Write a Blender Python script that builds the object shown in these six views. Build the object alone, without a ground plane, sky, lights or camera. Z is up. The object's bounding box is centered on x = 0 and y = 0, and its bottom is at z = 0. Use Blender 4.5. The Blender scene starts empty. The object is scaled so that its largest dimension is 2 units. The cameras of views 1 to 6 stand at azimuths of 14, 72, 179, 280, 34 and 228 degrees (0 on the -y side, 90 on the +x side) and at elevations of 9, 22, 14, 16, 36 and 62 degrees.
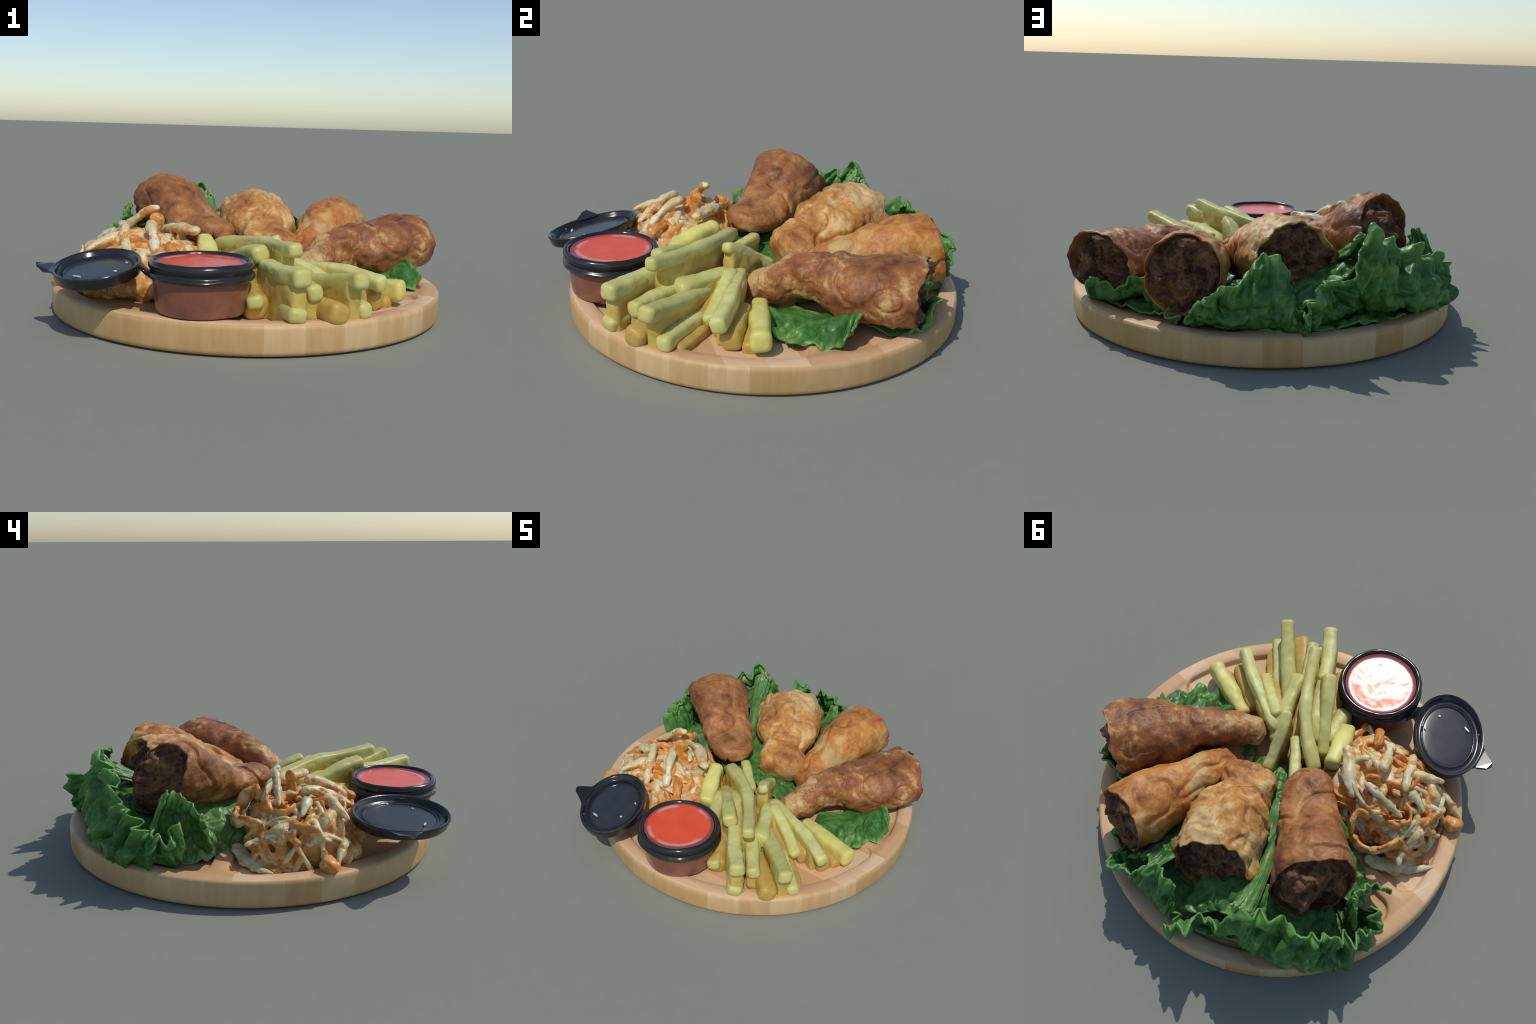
import bpy, bmesh, math, random
import numpy as np
from mathutils import Vector, noise, Matrix

rng = random.Random(7)

# ------------------------------------------------------------------ helpers
def V(*a):
    return np.array(a, float)

def fbm(p, scale, octaves=3, seed=0.0):
    return noise.fractal(Vector((p[0] * scale + seed, p[1] * scale - seed * .7, p[2] * scale + seed * 1.3)), 0.9, 2.0, octaves)

def cell(p, scale, seed=0.0):
    d, _ = noise.voronoi(Vector((p[0] * scale + seed, p[1] * scale + seed * 2, p[2] * scale - seed)))
    return d[0], d[1]

def catmull(pts, n):
    """smooth curve of n samples through control rows (any width)"""
    P = np.array(pts, float)
    P = np.vstack([2 * P[0] - P[1], P, 2 * P[-1] - P[-2]])
    m = len(P) - 3
    t = np.linspace(0, m - 1e-9, n)
    i = t.astype(int)
    f = (t - i)[:, None]
    a, b, c, d = P[i], P[i + 1], P[i + 2], P[i + 3]
    return .5 * (2 * b + (c - a) * f + (2 * a - 5 * b + 4 * c - d) * f ** 2 + (3 * b - a - 3 * c + d) * f ** 3)

def mesh_object(name, verts, faces, mat, parent=None, smooth=True):
    me = bpy.data.meshes.new(name)
    me.from_pydata([tuple(map(float, v)) for v in verts], [], faces)
    me.update()
    bm = bmesh.new()
    bm.from_mesh(me)
    bmesh.ops.recalc_face_normals(bm, faces=bm.faces)
    bm.to_mesh(me)
    bm.free()
    if smooth:
        me.polygons.foreach_set('use_smooth', [True] * len(me.polygons))
    if mat:
        me.materials.append(mat)
    ob = bpy.data.objects.new(name, me)
    bpy.context.scene.collection.objects.link(ob)
    if parent:
        ob.parent = parent
    return ob

def top(ob, label, category):
    ob["label"] = label
    ob["category"] = category
    return ob

def empty(name, loc, label, category):
    ob = bpy.data.objects.new(name, None)
    ob.empty_display_size = .05
    ob.location = loc
    bpy.context.scene.collection.objects.link(ob)
    return top(ob, label, category)

def adopt(parent, ob):
    """parent without moving: vertices are in world coordinates"""
    ob.parent = parent
    ob.location = -Vector(parent.location)
    return ob

def grid_faces(nu, nv, wrap_u=False):
    f = []
    for i in range(nu if wrap_u else nu - 1):
        a = i * nv
        b = ((i + 1) % nu) * nv
        for j in range(nv - 1):
            f.append((a + j, b + j, b + j + 1, a + j + 1))
    return f

def apply_modifiers(ob):
    dg = bpy.context.evaluated_depsgraph_get()
    me = bpy.data.meshes.new_from_object(ob.evaluated_get(dg))
    old = ob.data
    ob.modifiers.clear()
    ob.data = me
    me.name = ob.name
    bpy.data.meshes.remove(old)

def roughen(ob, fn, floor=None):
    """push every vertex along its normal by fn(position)"""
    me = ob.data
    co = np.zeros(len(me.vertices) * 3, np.float32)
    no = np.zeros(len(me.vertices) * 3, np.float32)
    me.vertices.foreach_get('co', co)
    me.vertex_normals.foreach_get('vector', no)
    co, no = co.reshape(-1, 3), no.reshape(-1, 3)
    co = co + no * np.array([fn(p) for p in co.tolist()], np.float32)[:, None]
    if floor is not None:
        co[:, 2] = np.maximum(co[:, 2], floor)
    me.vertices.foreach_set('co', co.ravel())
    me.update()

def smooth_by_angle(ob, deg):
    ob.data.polygons.foreach_set('use_smooth', [True] * len(ob.data.polygons))
    ob.data.set_sharp_from_angle(angle=math.radians(deg))

# ------------------------------------------------------------------ materials
class Nodes:
    def __init__(self, name, rough=.5, spec=.4):
        self.mat = bpy.data.materials.new(name)
        self.mat.use_nodes = True
        self.t = self.mat.node_tree
        self.bsdf = self.t.nodes['Principled BSDF']
        self.bsdf.inputs['Roughness'].default_value = rough
        self.bsdf.inputs['Specular IOR Level'].default_value = spec
        tc = self.t.nodes.new('ShaderNodeTexCoord')
        self.obj = tc.outputs['Object']

    def add(self, kind, **k):
        n = self.t.nodes.new(kind)
        for a, b in k.items():
            setattr(n, a, b)
        return n

    def put(self, sock, v):
        if hasattr(v, 'is_linked') or isinstance(v, bpy.types.NodeSocket):
            self.t.links.new(v, sock)
        else:
            sock.default_value = v

    def mapped(self, scale=(1, 1, 1), loc=(0, 0, 0), rot=(0, 0, 0), src=None):
        m = self.add('ShaderNodeMapping')
        self.put(m.inputs['Vector'], src or self.obj)
        m.inputs['Scale'].default_value = scale
        m.inputs['Location'].default_value = loc
        m.inputs['Rotation'].default_value = rot
        return m.outputs[0]

    def noise(self, scale, detail=3, rough=.55, vec=None, dist=0.0):
        n = self.add('ShaderNodeTexNoise')
        self.put(n.inputs['Vector'], vec or self.obj)
        n.inputs['Scale'].default_value = scale
        n.inputs['Detail'].default_value = detail
        n.inputs['Roughness'].default_value = rough
        n.inputs['Distortion'].default_value = dist
        return n.outputs['Fac']

    def voronoi(self, scale, feature='F1', vec=None):
        n = self.add('ShaderNodeTexVoronoi', feature=feature)
        self.put(n.inputs['Vector'], vec or self.obj)
        n.inputs['Scale'].default_value = scale
        return n

    def ramp(self, fac, stops, interp='LINEAR'):
        r = self.add('ShaderNodeValToRGB')
        e = r.color_ramp.elements
        r.color_ramp.interpolation = interp
        while len(e) < len(stops):
            e.new(.5)
        for el, (p, c) in zip(e, stops):
            el.position = p
            el.color = (*c, 1) if len(c) == 3 else c
        self.put(r.inputs[0], fac)
        return r.outputs[0]

    def mix(self, fac, a, b, mode='MIX'):
        m = self.add('ShaderNodeMix', data_type='RGBA', blend_type=mode)
        self.put(m.inputs[0], fac)
        for s, v in ((m.inputs[6], a), (m.inputs[7], b)):
            self.put(s, (*v, 1) if isinstance(v, tuple) else v)
        return m.outputs[2]

    def math(self, op, a, b=0.0, c=None):
        m = self.add('ShaderNodeMath', operation=op)
        self.put(m.inputs[0], a)
        self.put(m.inputs[1], b)
        if c is not None:
            self.put(m.inputs[2], c)
        return m.outputs[0]

    def sep(self, vec=None):
        s = self.add('ShaderNodeSeparateXYZ')
        self.put(s.inputs[0], vec or self.obj)
        return s.outputs

    def white(self, value):
        w = self.add('ShaderNodeTexWhiteNoise', noise_dimensions='1D')
        self.put(w.inputs['W'], value)
        return w.outputs['Value']

    def step(self, x, lo, hi):
        m = self.add('ShaderNodeMapRange', interpolation_type='SMOOTHSTEP')
        self.put(m.inputs[0], x)
        m.inputs[1].default_value = lo
        m.inputs[2].default_value = hi
        return m.outputs[0]

    def color(self, c):
        self.put(self.bsdf.inputs['Base Color'], (*c, 1) if isinstance(c, tuple) else c)

    def bump(self, h, strength=.3, dist=.01):
        b = self.add('ShaderNodeBump')
        b.inputs['Strength'].default_value = strength
        b.inputs['Distance'].default_value = dist
        self.put(b.inputs['Height'], h)
        self.put(self.bsdf.inputs['Normal'], b.outputs[0])

def wood_material():
    n = Nodes('maple_butcher_block', .5, .35)
    x, y, z = n.sep()
    yc = n.math('SUBTRACT', y, .034)
    # glued staves run along x on the top
    stave = n.math('FLOOR', n.math('DIVIDE', n.math('ADD', yc, .087), .165))
    tone = n.white(n.math('ADD', stave, 3.3))
    # blocks round the rim edge
    ang = n.math('ARCTAN2', yc, x)
    block = n.math('FLOOR', n.math('MULTIPLY', ang, 5.7))
    tone_side = n.white(n.math('ADD', block, 11.1))
    sub = n.white(n.math('FLOOR', n.math('MULTIPLY', ang, 27.0)))
    r = n.math('SQRT', n.math('ADD', n.math('MULTIPLY', x, x), n.math('MULTIPLY', yc, yc)))
    side = n.step(r, .942, .952)
    streak = n.noise(1.0, 4, .6, n.mapped((3.0, 34.0, 10.0)), .4)
    broad = n.noise(1.0, 2, .5, n.mapped((1.2, 9.0, 3.0)), .6)
    top_fac = n.math('ADD', n.math('MULTIPLY', tone, .55), n.math('ADD', n.math('MULTIPLY', streak, .35), n.math('MULTIPLY', broad, .25)))
    top_col = n.ramp(top_fac, [(.15, (.77, .54, .33)), (.45, (.72, .475, .27)), (.75, (.64, .38, .19)), (1, (.58, .32, .15))])
    ringv = n.add('ShaderNodeCombineXYZ')
    n.put(ringv.inputs[0], n.math('MULTIPLY', ang, 9.0))
    n.put(ringv.inputs[1], n.math('MULTIPLY', z, 2.5))
    ring = n.noise(3.0, 4, .6, ringv.outputs[0])
    side_fac = n.math('ADD', n.math('MULTIPLY', tone_side, .5), n.math('ADD', n.math('MULTIPLY', ring, .55), n.math('MULTIPLY', sub, .12)))
    side_col = n.ramp(side_fac, [(.15, (.66, .47, .265)), (.45, (.58, .385, .185)), (.8, (.50, .30, .12)), (1, (.44, .25, .09))])
    n.color(n.mix(side, top_col, side_col))
    n.bump(streak, .06, .004)
    return n.mat

def wrapper_material(name, pale, gold, brown, bias, seed, axis=(0, 1, 0), split=(.4, .5), tip=0.0, end=(9, 10)):
    n = Nodes(name, .47, .35)
    v = n.mapped((1, 1, 1), (seed, seed * .3, -seed))
    big = n.noise(4.2, 3, .55, v, .3)
    mid = n.noise(15, 4, .65, v, .5)
    fine = n.noise(75, 3, .6, v)
    f = n.math('ADD', n.math('MULTIPLY', big, .75), n.math('ADD', n.math('MULTIPLY', mid, .45), n.math('MULTIPLY', fine, .12)))
    f = n.math('ADD', n.math('MULTIPLY', n.math('SUBTRACT', f, .66), 1.3), .50 + bias)
    # unevenly fried: the tip is paler than the broad part, the open edge is browned
    dt = n.add('ShaderNodeVectorMath', operation='DOT_PRODUCT')
    n.put(dt.inputs[0], n.obj)
    dt.inputs[1].default_value = axis
    along = n.math('ADD', dt.outputs['Value'], n.math('MULTIPLY', n.math('SUBTRACT', mid, .5), .10))
    f = n.math('ADD', f, n.math('MULTIPLY', n.math('SUBTRACT', n.step(along, *split), 1.0), tip))
    f = n.math('ADD', f, n.math('MULTIPLY', n.step(along, *end), .16))
    col = n.ramp(f, [(.36, pale), (.46, gold), (.56, tuple(a * .6 + b * .4 for a, b in zip(gold, brown))), (.70, brown)])
    spots = n.voronoi(22, vec=n.mapped((1, 1, 1), (seed * 2, 0, seed)))
    sp = n.math('MULTIPLY', n.math('LESS_THAN', spots.outputs['Distance'], .10), n.step(n.noise(7, 1, .5, v), .5, .62))
    col = n.mix(n.math('MULTIPLY', sp, .6), col, tuple(c * .35 for c in brown))
    n.color(col)
    n.bump(n.math('ADD', fine, n.math('MULTIPLY', mid, 2)), .35, .006)
    return n.mat

def filling_material():
    n = Nodes('dark_filling', .7, .2)
    a = n.noise(11, 4, .65, None, .6)
    b = n.noise(48, 3, .65)
    f = n.math('ADD', n.math('MULTIPLY', a, .75), n.math('MULTIPLY', b, .3))
    n.color(n.ramp(f, [(.38, (.025, .013, .010)), (.48, (.10, .043, .023)), (.59, (.24, .105, .046)), (.74, (.36, .17, .08))]))
    n.bump(n.math('ADD', b, a), .6, .012)
    return n.mat

def fry_material(name, light, dark, bias):
    n = Nodes(name, .42, .35)
    info = n.add('ShaderNodeObjectInfo')
    v = n.mapped()
    big = n.noise(5.5, 3, .55, v, .4)
    fine = n.noise(40, 3, .6)
    f = n.math('ADD', n.math('MULTIPLY', big, .85), n.math('ADD', n.math('MULTIPLY', fine, .18), n.math('MULTIPLY', info.outputs['Random'], .14)))
    f = n.math('ADD', f, bias - .12)
    pale = tuple(min(1, c * 1.18 + .05) for c in light)  # palest tone brightened to carry the highlights in the colour
    n.color(n.ramp(f, [(.30, pale), (.50, light), (.72, tuple(a * .55 + b * .45 for a, b in zip(light, dark))), (.95, dark)]))
    n.bump(fine, .12, .004)
    return n.mat

def lettuce_material(name, deep, mid, pale):
    n = Nodes(name, .38, .45)
    v = n.mapped()
    a = n.noise(5, 3, .55, v, .7)
    b = n.noise(24, 4, .6, v, .5)
    vein = n.voronoi(13, 'DISTANCE_TO_EDGE').outputs['Distance']
    ve = n.math('SUBTRACT', 1.0, n.step(vein, 0.0, .11))
    f = n.math('ADD', n.math('MULTIPLY', a, .75), n.math('MULTIPLY', b, .35))
    col = n.ramp(f, [(.32, deep), (.52, mid), (.72, pale)])
    col = n.mix(n.math('MULTIPLY', ve, .22), col, pale)
    # margin lightened for sunlit rims: uv v runs from the root to the edge
    uv = n.add('ShaderNodeUVMap')
    edge = n.step(n.sep(uv.outputs[0])[1], .86, 1.0)
    col = n.mix(n.math('MULTIPLY', edge, .6), col, tuple(min(1, c * 1.25) for c in pale))
    n.color(col)
    n.bump(n.math('ADD', n.math('MULTIPLY', vein, 2.5), b), .35, .008)
    tr = n.add('ShaderNodeBsdfTranslucent')
    n.put(tr.inputs[0], col)
    ms = n.add('ShaderNodeMixShader')
    ms.inputs[0].default_value = .12
    out = n.t.nodes['Material Output']
    n.t.links.new(n.bsdf.outputs[0], ms.inputs[1])
    n.t.links.new(tr.outputs[0], ms.inputs[2])
    n.t.links.new(ms.outputs[0], out.inputs[0])
    return n.mat

def slaw_material(name, a, b, c, scale=9, rough=.4):
    n = Nodes(name, rough, .4)
    info = n.add('ShaderNodeObjectInfo')
    off = n.add('ShaderNodeCombineXYZ')
    n.put(off.inputs[0], n.math('MULTIPLY', info.outputs['Random'], 20.0))
    add = n.add('ShaderNodeVectorMath', operation='ADD')
    n.put(add.inputs[0], n.obj)
    n.put(add.inputs[1], off.outputs[0])
    f = n.math('ADD', n.math('MULTIPLY', n.noise(scale, 4, .6, add.outputs[0], .6), .8), n.math('MULTIPLY', n.noise(60, 3, .65, add.outputs[0]), .22))
    n.color(n.ramp(f, [(.38, a), (.52, b), (.66, c)]))
    n.bump(n.noise(50, 3, .6), .2, .006)
    return n.mat

def plain(name, col, rough, spec=.5, coat=0.0, grain=0.0):
    n = Nodes(name, rough, spec)
    f = n.noise(14, 3, .6)
    n.color(n.ramp(f, [(.3, tuple(c * .82 for c in col)), (.7, tuple(min(1, c * 1.15) for c in col))]))
    n.bsdf.inputs['Coat Weight'].default_value = coat
    n.bsdf.inputs['Coat Roughness'].default_value = .08
    if grain:
        n.bump(n.noise(30, 3, .6), grain, .005)
    return n.mat

def sauce_material():
    n = Nodes('red_sauce', .16, .42)
    x, y, z = n.sep()
    r = n.math('SQRT', n.math('ADD', n.math('POWER', n.math('ADD', x, 0.006), 2.0), n.math('POWER', n.math('ADD', y, -.006), 2.0)))
    base = n.ramp(n.noise(9, 2, .5), [(.3, (.79, .082, .026)), (.7, (.83, .105, .036))])
    speck = n.math('MULTIPLY', n.math('LESS_THAN', n.voronoi(110).outputs['Distance'], .22), n.math('GREATER_THAN', n.noise(300, 1), .5))
    base = n.mix(n.math('MULTIPLY', speck, .35), base, (.75, .32, .12))
    # thin whitish film towards one side of the wall
    film = n.math('MULTIPLY', n.step(r, .146, .160), n.step(n.noise(4.5, 2, .5), .47, .56))
    base = n.mix(n.math('MULTIPLY', film, .6), base, (.62, .42, .40))
    base = n.mix(n.step(r, .166, .178), base, (.30, .06, .05))
    n.color(base)
    n.put(n.bsdf.inputs['Roughness'], n.ramp(n.noise(34, 4, .7), [(.35, (.17,) * 3), (.65, (.25,) * 3)]))
    n.bump(n.noise(60, 2, .5), .03, .003)
    return n.mat

M_WOOD = wood_material()
M_WRAP = {
    'A': wrapper_material('browned_wrapper', (.46, .225, .076), (.365, .142, .040), (.15, .050, .019), .02, 1.7, (-.68, .73, 0), (.0, .2), .02, (.60, .66)),
    'B': wrapper_material('pale_blistered_wrapper', (.64, .42, .18), (.53, .245, .058), (.25, .078, .022), -.045, 5.2, (-.44, .90, 0), (.1, .3), .0, (.60, .66)),
    'C': wrapper_material('golden_wrapper', (.54, .345, .135), (.54, .225, .047), (.27, .08, .022), .01, 9.4, (.12, .99, 0), (.44, .52), .13, (.77, .83)),
    'D': wrapper_material('dark_golden_wrapper', (.54, .34, .135), (.34, .125, .036), (.13, .043, .018), .062, 13.1, (.576, .817, 0), (.26, .50), .065, (.84, .92)),
}
M_FILL = filling_material()
M_FRY = fry_material('pale_fry', (.55, .52, .175), (.46, .31, .05), .02)
M_FRY_Y = fry_material('yellow_fry', (.64, .58, .16), (.52, .36, .06), -.03)
M_FRY_O = fry_material('golden_fry', (.56, .40, .10), (.40, .18, .03), .14)
M_FRY_H = fry_material('soft_yellow_fry', (.52, .39, .095), (.38, .19, .03), .14)
M_LEAF = lettuce_material('green_lettuce', (.022, .085, .019), (.058, .188, .036), (.165, .35, .08))
M_LEAF_P = lettuce_material('pale_lettuce', (.045, .15, .03), (.10, .25, .055), (.25, .38, .14))
M_WHITE = slaw_material('white_cabbage', (.60, .40, .14), (.66, .56, .31), (.73, .68, .49), 12)
M_PALE = slaw_material('green_white_cabbage', (.44, .40, .17), (.60, .58, .32), (.74, .72, .54))
M_CARROT = slaw_material('carrot_shred', (.46, .14, .02), (.72, .27, .045), (.76, .46, .18))
M_CORE = slaw_material('dressed_slaw', (.50, .17, .028), (.66, .33, .09), (.72, .60, .36), 11)
M_BLACK = plain('black_plastic', (.017, .017, .018), .20, .45, .1)
M_FLOOR = plain('dark_grey_plastic', (.034, .036, .042), .32, .4, .1)
M_CUP = plain('translucent_brown_cup', (.235, .085, .052), .28, .5, .25)
M_SAUCE = sauce_material()
M_GLINT = plain('painted_glint', (.62, .62, .70), .3)

# ------------------------------------------------------------------ board
CX, CY, BR, BTOP = 0.0, .034, .959, .1345

def revolve(profile, n, centre=(0, 0)):
    verts, faces = [], []
    m = len(profile)
    for i in range(n):
        a = 2 * math.pi * i / n
        for r, z in profile:
            verts.append((centre[0] + r * math.cos(a), centre[1] + r * math.sin(a), z))
    for i in range(n):
        a, b = i * m, ((i + 1) % n) * m
        for j in range(m - 1):
            faces.append((a + j, b + j, b + j + 1, a + j + 1))
    return verts, faces

def arc(c, r, a0, a1, n):
    return [(c[0] + r * math.cos(a0 + (a1 - a0) * i / (n - 1)), c[1] + r * math.sin(a0 + (a1 - a0) * i / (n - 1))) for i in range(n)]

def pocket_outline(quarter, R, d, r):
    """half (or quarter) disc above the line y=d, corners rounded by r"""
    x = math.sqrt((R - r) ** 2 - (d + r) ** 2)
    th = math.atan2(d + r, x)
    pts = arc((x, d + r), r, -math.pi / 2, th, 20)
    if not quarter:
        pts += arc((0, 0), R, th, math.pi - th, 90)[1:-1]
        pts += arc((-x, d + r), r, math.pi - th, 1.5 * math.pi, 20)
    else:
        pts += arc((0, 0), R, th, math.pi / 2 - th, 60)[1:-1]
        pts += arc((d + r, x), r, math.pi / 2 - th, math.pi, 20)
        pts += arc((d + r, d + r), r, math.pi, 1.5 * math.pi, 16)
    return pts

def pocket_cutter(quarter, flip_x, flip_y):
    levels = [(-.016, .16), (-.013, BTOP + .001), (-.006, BTOP - .004), (-.001, BTOP - .010), (.001, .116), (.004, .111), (.010, .1085), (.022, .108)]
    rings, verts = [], []
    for off, z in levels:
        o = pocket_outline(quarter, .868 - off, .045 + off, .075 - off)
        rings.append(len(verts))
        verts += [(CX + flip_x * p[0], CY + flip_y * p[1], z) for p in o]
    k = len(o)
    faces = []
    for a, b in zip(rings, rings[1:]):
        for i in range(k):
            j = (i + 1) % k
            faces.append((a + i, a + j, b + j, b + i))
    faces.append(tuple(range(k)))
    faces.append(tuple(rings[-1] + i for i in range(k)))
    return mesh_object('pocket_cutter', verts, faces, None)

def build_board():
    prof = [(0, .002), (.93, .002), (.938, .003), (.950, .008), (.957, .017), (BR, .028), (BR, .112), (.957, .122), (.952, .1295), (.944, .1335), (.934, BTOP), (0, BTOP)]
    bm = bmesh.new()
    n = 256
    rings = []
    for r, z in prof[1:-1]:
        rings.append([bm.verts.new((CX + r * math.cos(2 * math.pi * i / n), CY + r * math.sin(2 * math.pi * i / n), z)) for i in range(n)])
    for a, b in zip(rings, rings[1:]):
        for i in range(n):
            bm.faces.new((a[i], a[(i + 1) % n], b[(i + 1) % n], b[i]))
    bm.faces.new(rings[0][::-1])
    bm.faces.new(rings[-1])
    me = bpy.data.meshes.new('serving_board')
    bm.to_mesh(me)
    bm.free()
    me.materials.append(M_WOOD)
    ob = bpy.data.objects.new('serving_board', me)
    bpy.context.scene.collection.objects.link(ob)
    for args in ((False, 1, -1), (True, 1, 1), (True, -1, 1)):
        cut = pocket_cutter(*args)
        md = ob.modifiers.new('pocket', 'BOOLEAN')
        md.object = cut
        md.solver = 'EXACT'
        apply_modifiers(ob)
        bpy.data.objects.remove(cut)
    smooth_by_angle(ob, 40)
    return top(ob, 'round light maple serving board with carved compartments', 'board')

build_board()

# ------------------------------------------------------------------ sauce cup and lid
def build_cup():
    c = (.010, -.722)
    cup = empty('sauce_cup', (c[0], c[1], .131), 'small plastic cup of red sauce with open black lid', 'sauce cup')
    n = 128
    def part(name, prof, mat, wob=0.0):
        v, f = revolve(prof, n, c)
        if wob:
            v = [(x + wob * fbm((x, y, z), 7), y + wob * fbm((x, y, z), 7, 3, 4.0), z + wob * .8 * fbm((x, y, z * .2), 6, 3, 9.0)) for x, y, z in v]
        ob = mesh_object(name, v, f, mat)
        smooth_by_angle(ob, 50)
        return adopt(cup, ob)
    part('cup_body', [(0.0, .139), (.150, .139), (.176, .1365), (.186, .141), (.190, .152), (.200, .245), (.204, .300), (.198, .320)], M_CUP, .004)
    part('cup_rim', [(.203, .284), (.216, .282), (.224, .286), (.227, .292), (.224, .299), (.215, .303), (.212, .309), (.214, .318), (.220, .325), (.2205, .338), (.217, .348), (.210, .355), (.203, .357), (.197, .354), (.192, .345), (.189, .336), (.187, .325)], M_BLACK, .004)
    # sauce in its own frame: material is centred on the cup
    verts, faces = [(0, 0, 0)], []
    rings = 24
    for k in range(1, rings + 1):
        r = .1885 * k / rings
        for i in range(n):
            a = 2 * math.pi * i / n
            p = (r * math.cos(a), r * math.sin(a))
            z = .0006 * fbm((p[0], p[1], 0), 12) + (.004 * max(0, (r - .165) / .024) ** 2)
            verts.append((*p, z))
    for i in range(n):
        faces.append((0, 1 + i, 1 + (i + 1) % n))
    for k in range(rings - 1):
        a, b = 1 + k * n, 1 + (k + 1) * n
        for i in range(n):
            j = (i + 1) % n
            faces.append((a + i, b + i, b + j, a + j))
    s = mesh_object('sauce', verts, faces, M_SAUCE, cup)
    s.location = (0, 0, .340 - .131)

    # lid: an oval dish lying open beside the cup, tilted away from it
    L = V(-.441, -.765, .306)
    nn = V(-.109, -.139, 1)
    nn /= np.linalg.norm(nn)
    a = np.cross(V(0, 1, 0), nn)
    a /= np.linalg.norm(a)
    b = np.cross(nn, a)
    A, B = a * .201, b * .234 - a * .056
    def lp(r, t, h):
        return L + r * (math.cos(t) * A + math.sin(t) * B) + nn * h
    prof = [(.90, -.046), (.945, -.045), (.97, -.038), (.985, -.012), (1.0, -.004), (1.0, .002), (.985, .006), (.955, .005), (.925, -.002), (.905, -.018), (.885, -.022), (.80, -.0225), (.775, -.019), (.755, -.017), (.735, -.0185), (.715, -.024)]
    def lathe(name, prof, mat, close_centre=None):
        vv, ff = [], []
        m = len(prof)
        for i in range(n):
            t = 2 * math.pi * i / n
            for r, h in prof:
                w = 1 + .006 * fbm((math.cos(t) * 2, math.sin(t) * 2, h * 10), 1.3)
                vv.append(lp(r * w, t, h))
        for i in range(n):
            p, q = i * m, ((i + 1) % n) * m
            for j in range(m - 1):
                ff.append((p + j, q + j, q + j + 1, p + j + 1))
        if close_centre is not None:
            vv.append(lp(0, 0, close_centre))
            for i in range(n):
                ff.append((i * m + m - 1, ((i + 1) % n) * m + m - 1, len(vv) - 1))
        ob = mesh_object(name, vv, ff, mat)
        smooth_by_angle(ob, 50)
        return ob
    lid = adopt(cup, lathe('lid', prof, M_BLACK))
    floor = lathe('lid_panel', [(.72, -.0235), (.70, -.0225), (.66, -.021), (.45, -.020), (.2, -.0195)], M_FLOOR, -.0195)
    floor.parent = lid
    under = lathe('lid_underside', [(.905, -.045), (.80, -.040), (.5, -.037), (.2, -.037)], M_BLACK, -.037)
    under.parent = lid

    def slab(name, outline, thick, mat, parent):
        o = np.array(outline)
        k = len(o)
        vs = np.vstack([o + nn * thick / 2, o - nn * thick / 2])
        fs = [tuple(range(k)), tuple(range(2 * k - 1, k - 1, -1))] + [(i, (i + 1) % k, k + (i + 1) % k, k + i) for i in range(k)]
        ob = mesh_object(name, vs, fs, mat, smooth=False)
        bv = ob.modifiers.new('edge', 'BEVEL')
        bv.width = thick * .3
        bv.segments = 2
        bv.limit_method = 'ANGLE'
        apply_modifiers(ob)
        ob.parent = parent
        return ob
    # pull tab, a pointed ear on the outer edge
    ta = math.radians(185)
    def ear(r, t, h=-.002):
        return lp(r, ta + t, h)
    slab('lid_tab', [ear(.97, -.42), ear(1.06, -.27), ear(1.17, -.20), ear(1.30, -.13, .010), ear(1.385, -.05, .022), ear(1.36, .03, .016), ear(1.20, .12), ear(1.08, .22), ear(.97, .40)], .010, M_BLACK, lid)
    # hinge strap towards the cup
    h0, h1 = V(-.262, -.760, .318), V(-.205, -.735, .292)
    side = V(.25, -1, 0)
    side /= np.linalg.norm(side)
    strip = []
    for f, w, dz in ((0, .055, 0), (.25, .040, .012), (.5, .034, .0), (.75, .040, -.008), (1, .06, -.004)):
        p = h0 + (h1 - h0) * f + V(0, 0, dz)
        strip.append((p + side * w, p - side * w))
    vs = [q for pr in strip for q in pr]
    fs = [(2 * i, 2 * i + 1, 2 * i + 3, 2 * i + 2) for i in range(len(strip) - 1)]
    hg = mesh_object('hinge', vs, fs, M_BLACK)
    so = hg.modifiers.new('thick', 'SOLIDIFY')
    so.thickness = .012
    apply_modifiers(hg)
    adopt(cup, hg)
    # white highlights on the lid, modelled as small raised plates
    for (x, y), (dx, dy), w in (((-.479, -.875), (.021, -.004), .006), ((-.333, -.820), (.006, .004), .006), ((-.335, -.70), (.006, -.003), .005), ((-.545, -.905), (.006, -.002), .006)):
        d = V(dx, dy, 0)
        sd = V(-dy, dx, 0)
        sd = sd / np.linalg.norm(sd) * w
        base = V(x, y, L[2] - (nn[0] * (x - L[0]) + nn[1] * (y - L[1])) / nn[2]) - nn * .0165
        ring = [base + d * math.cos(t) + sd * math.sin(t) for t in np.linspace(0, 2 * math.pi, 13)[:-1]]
        slab('glint_plate', ring, .007, M_GLINT, lid)

build_cup()

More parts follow.
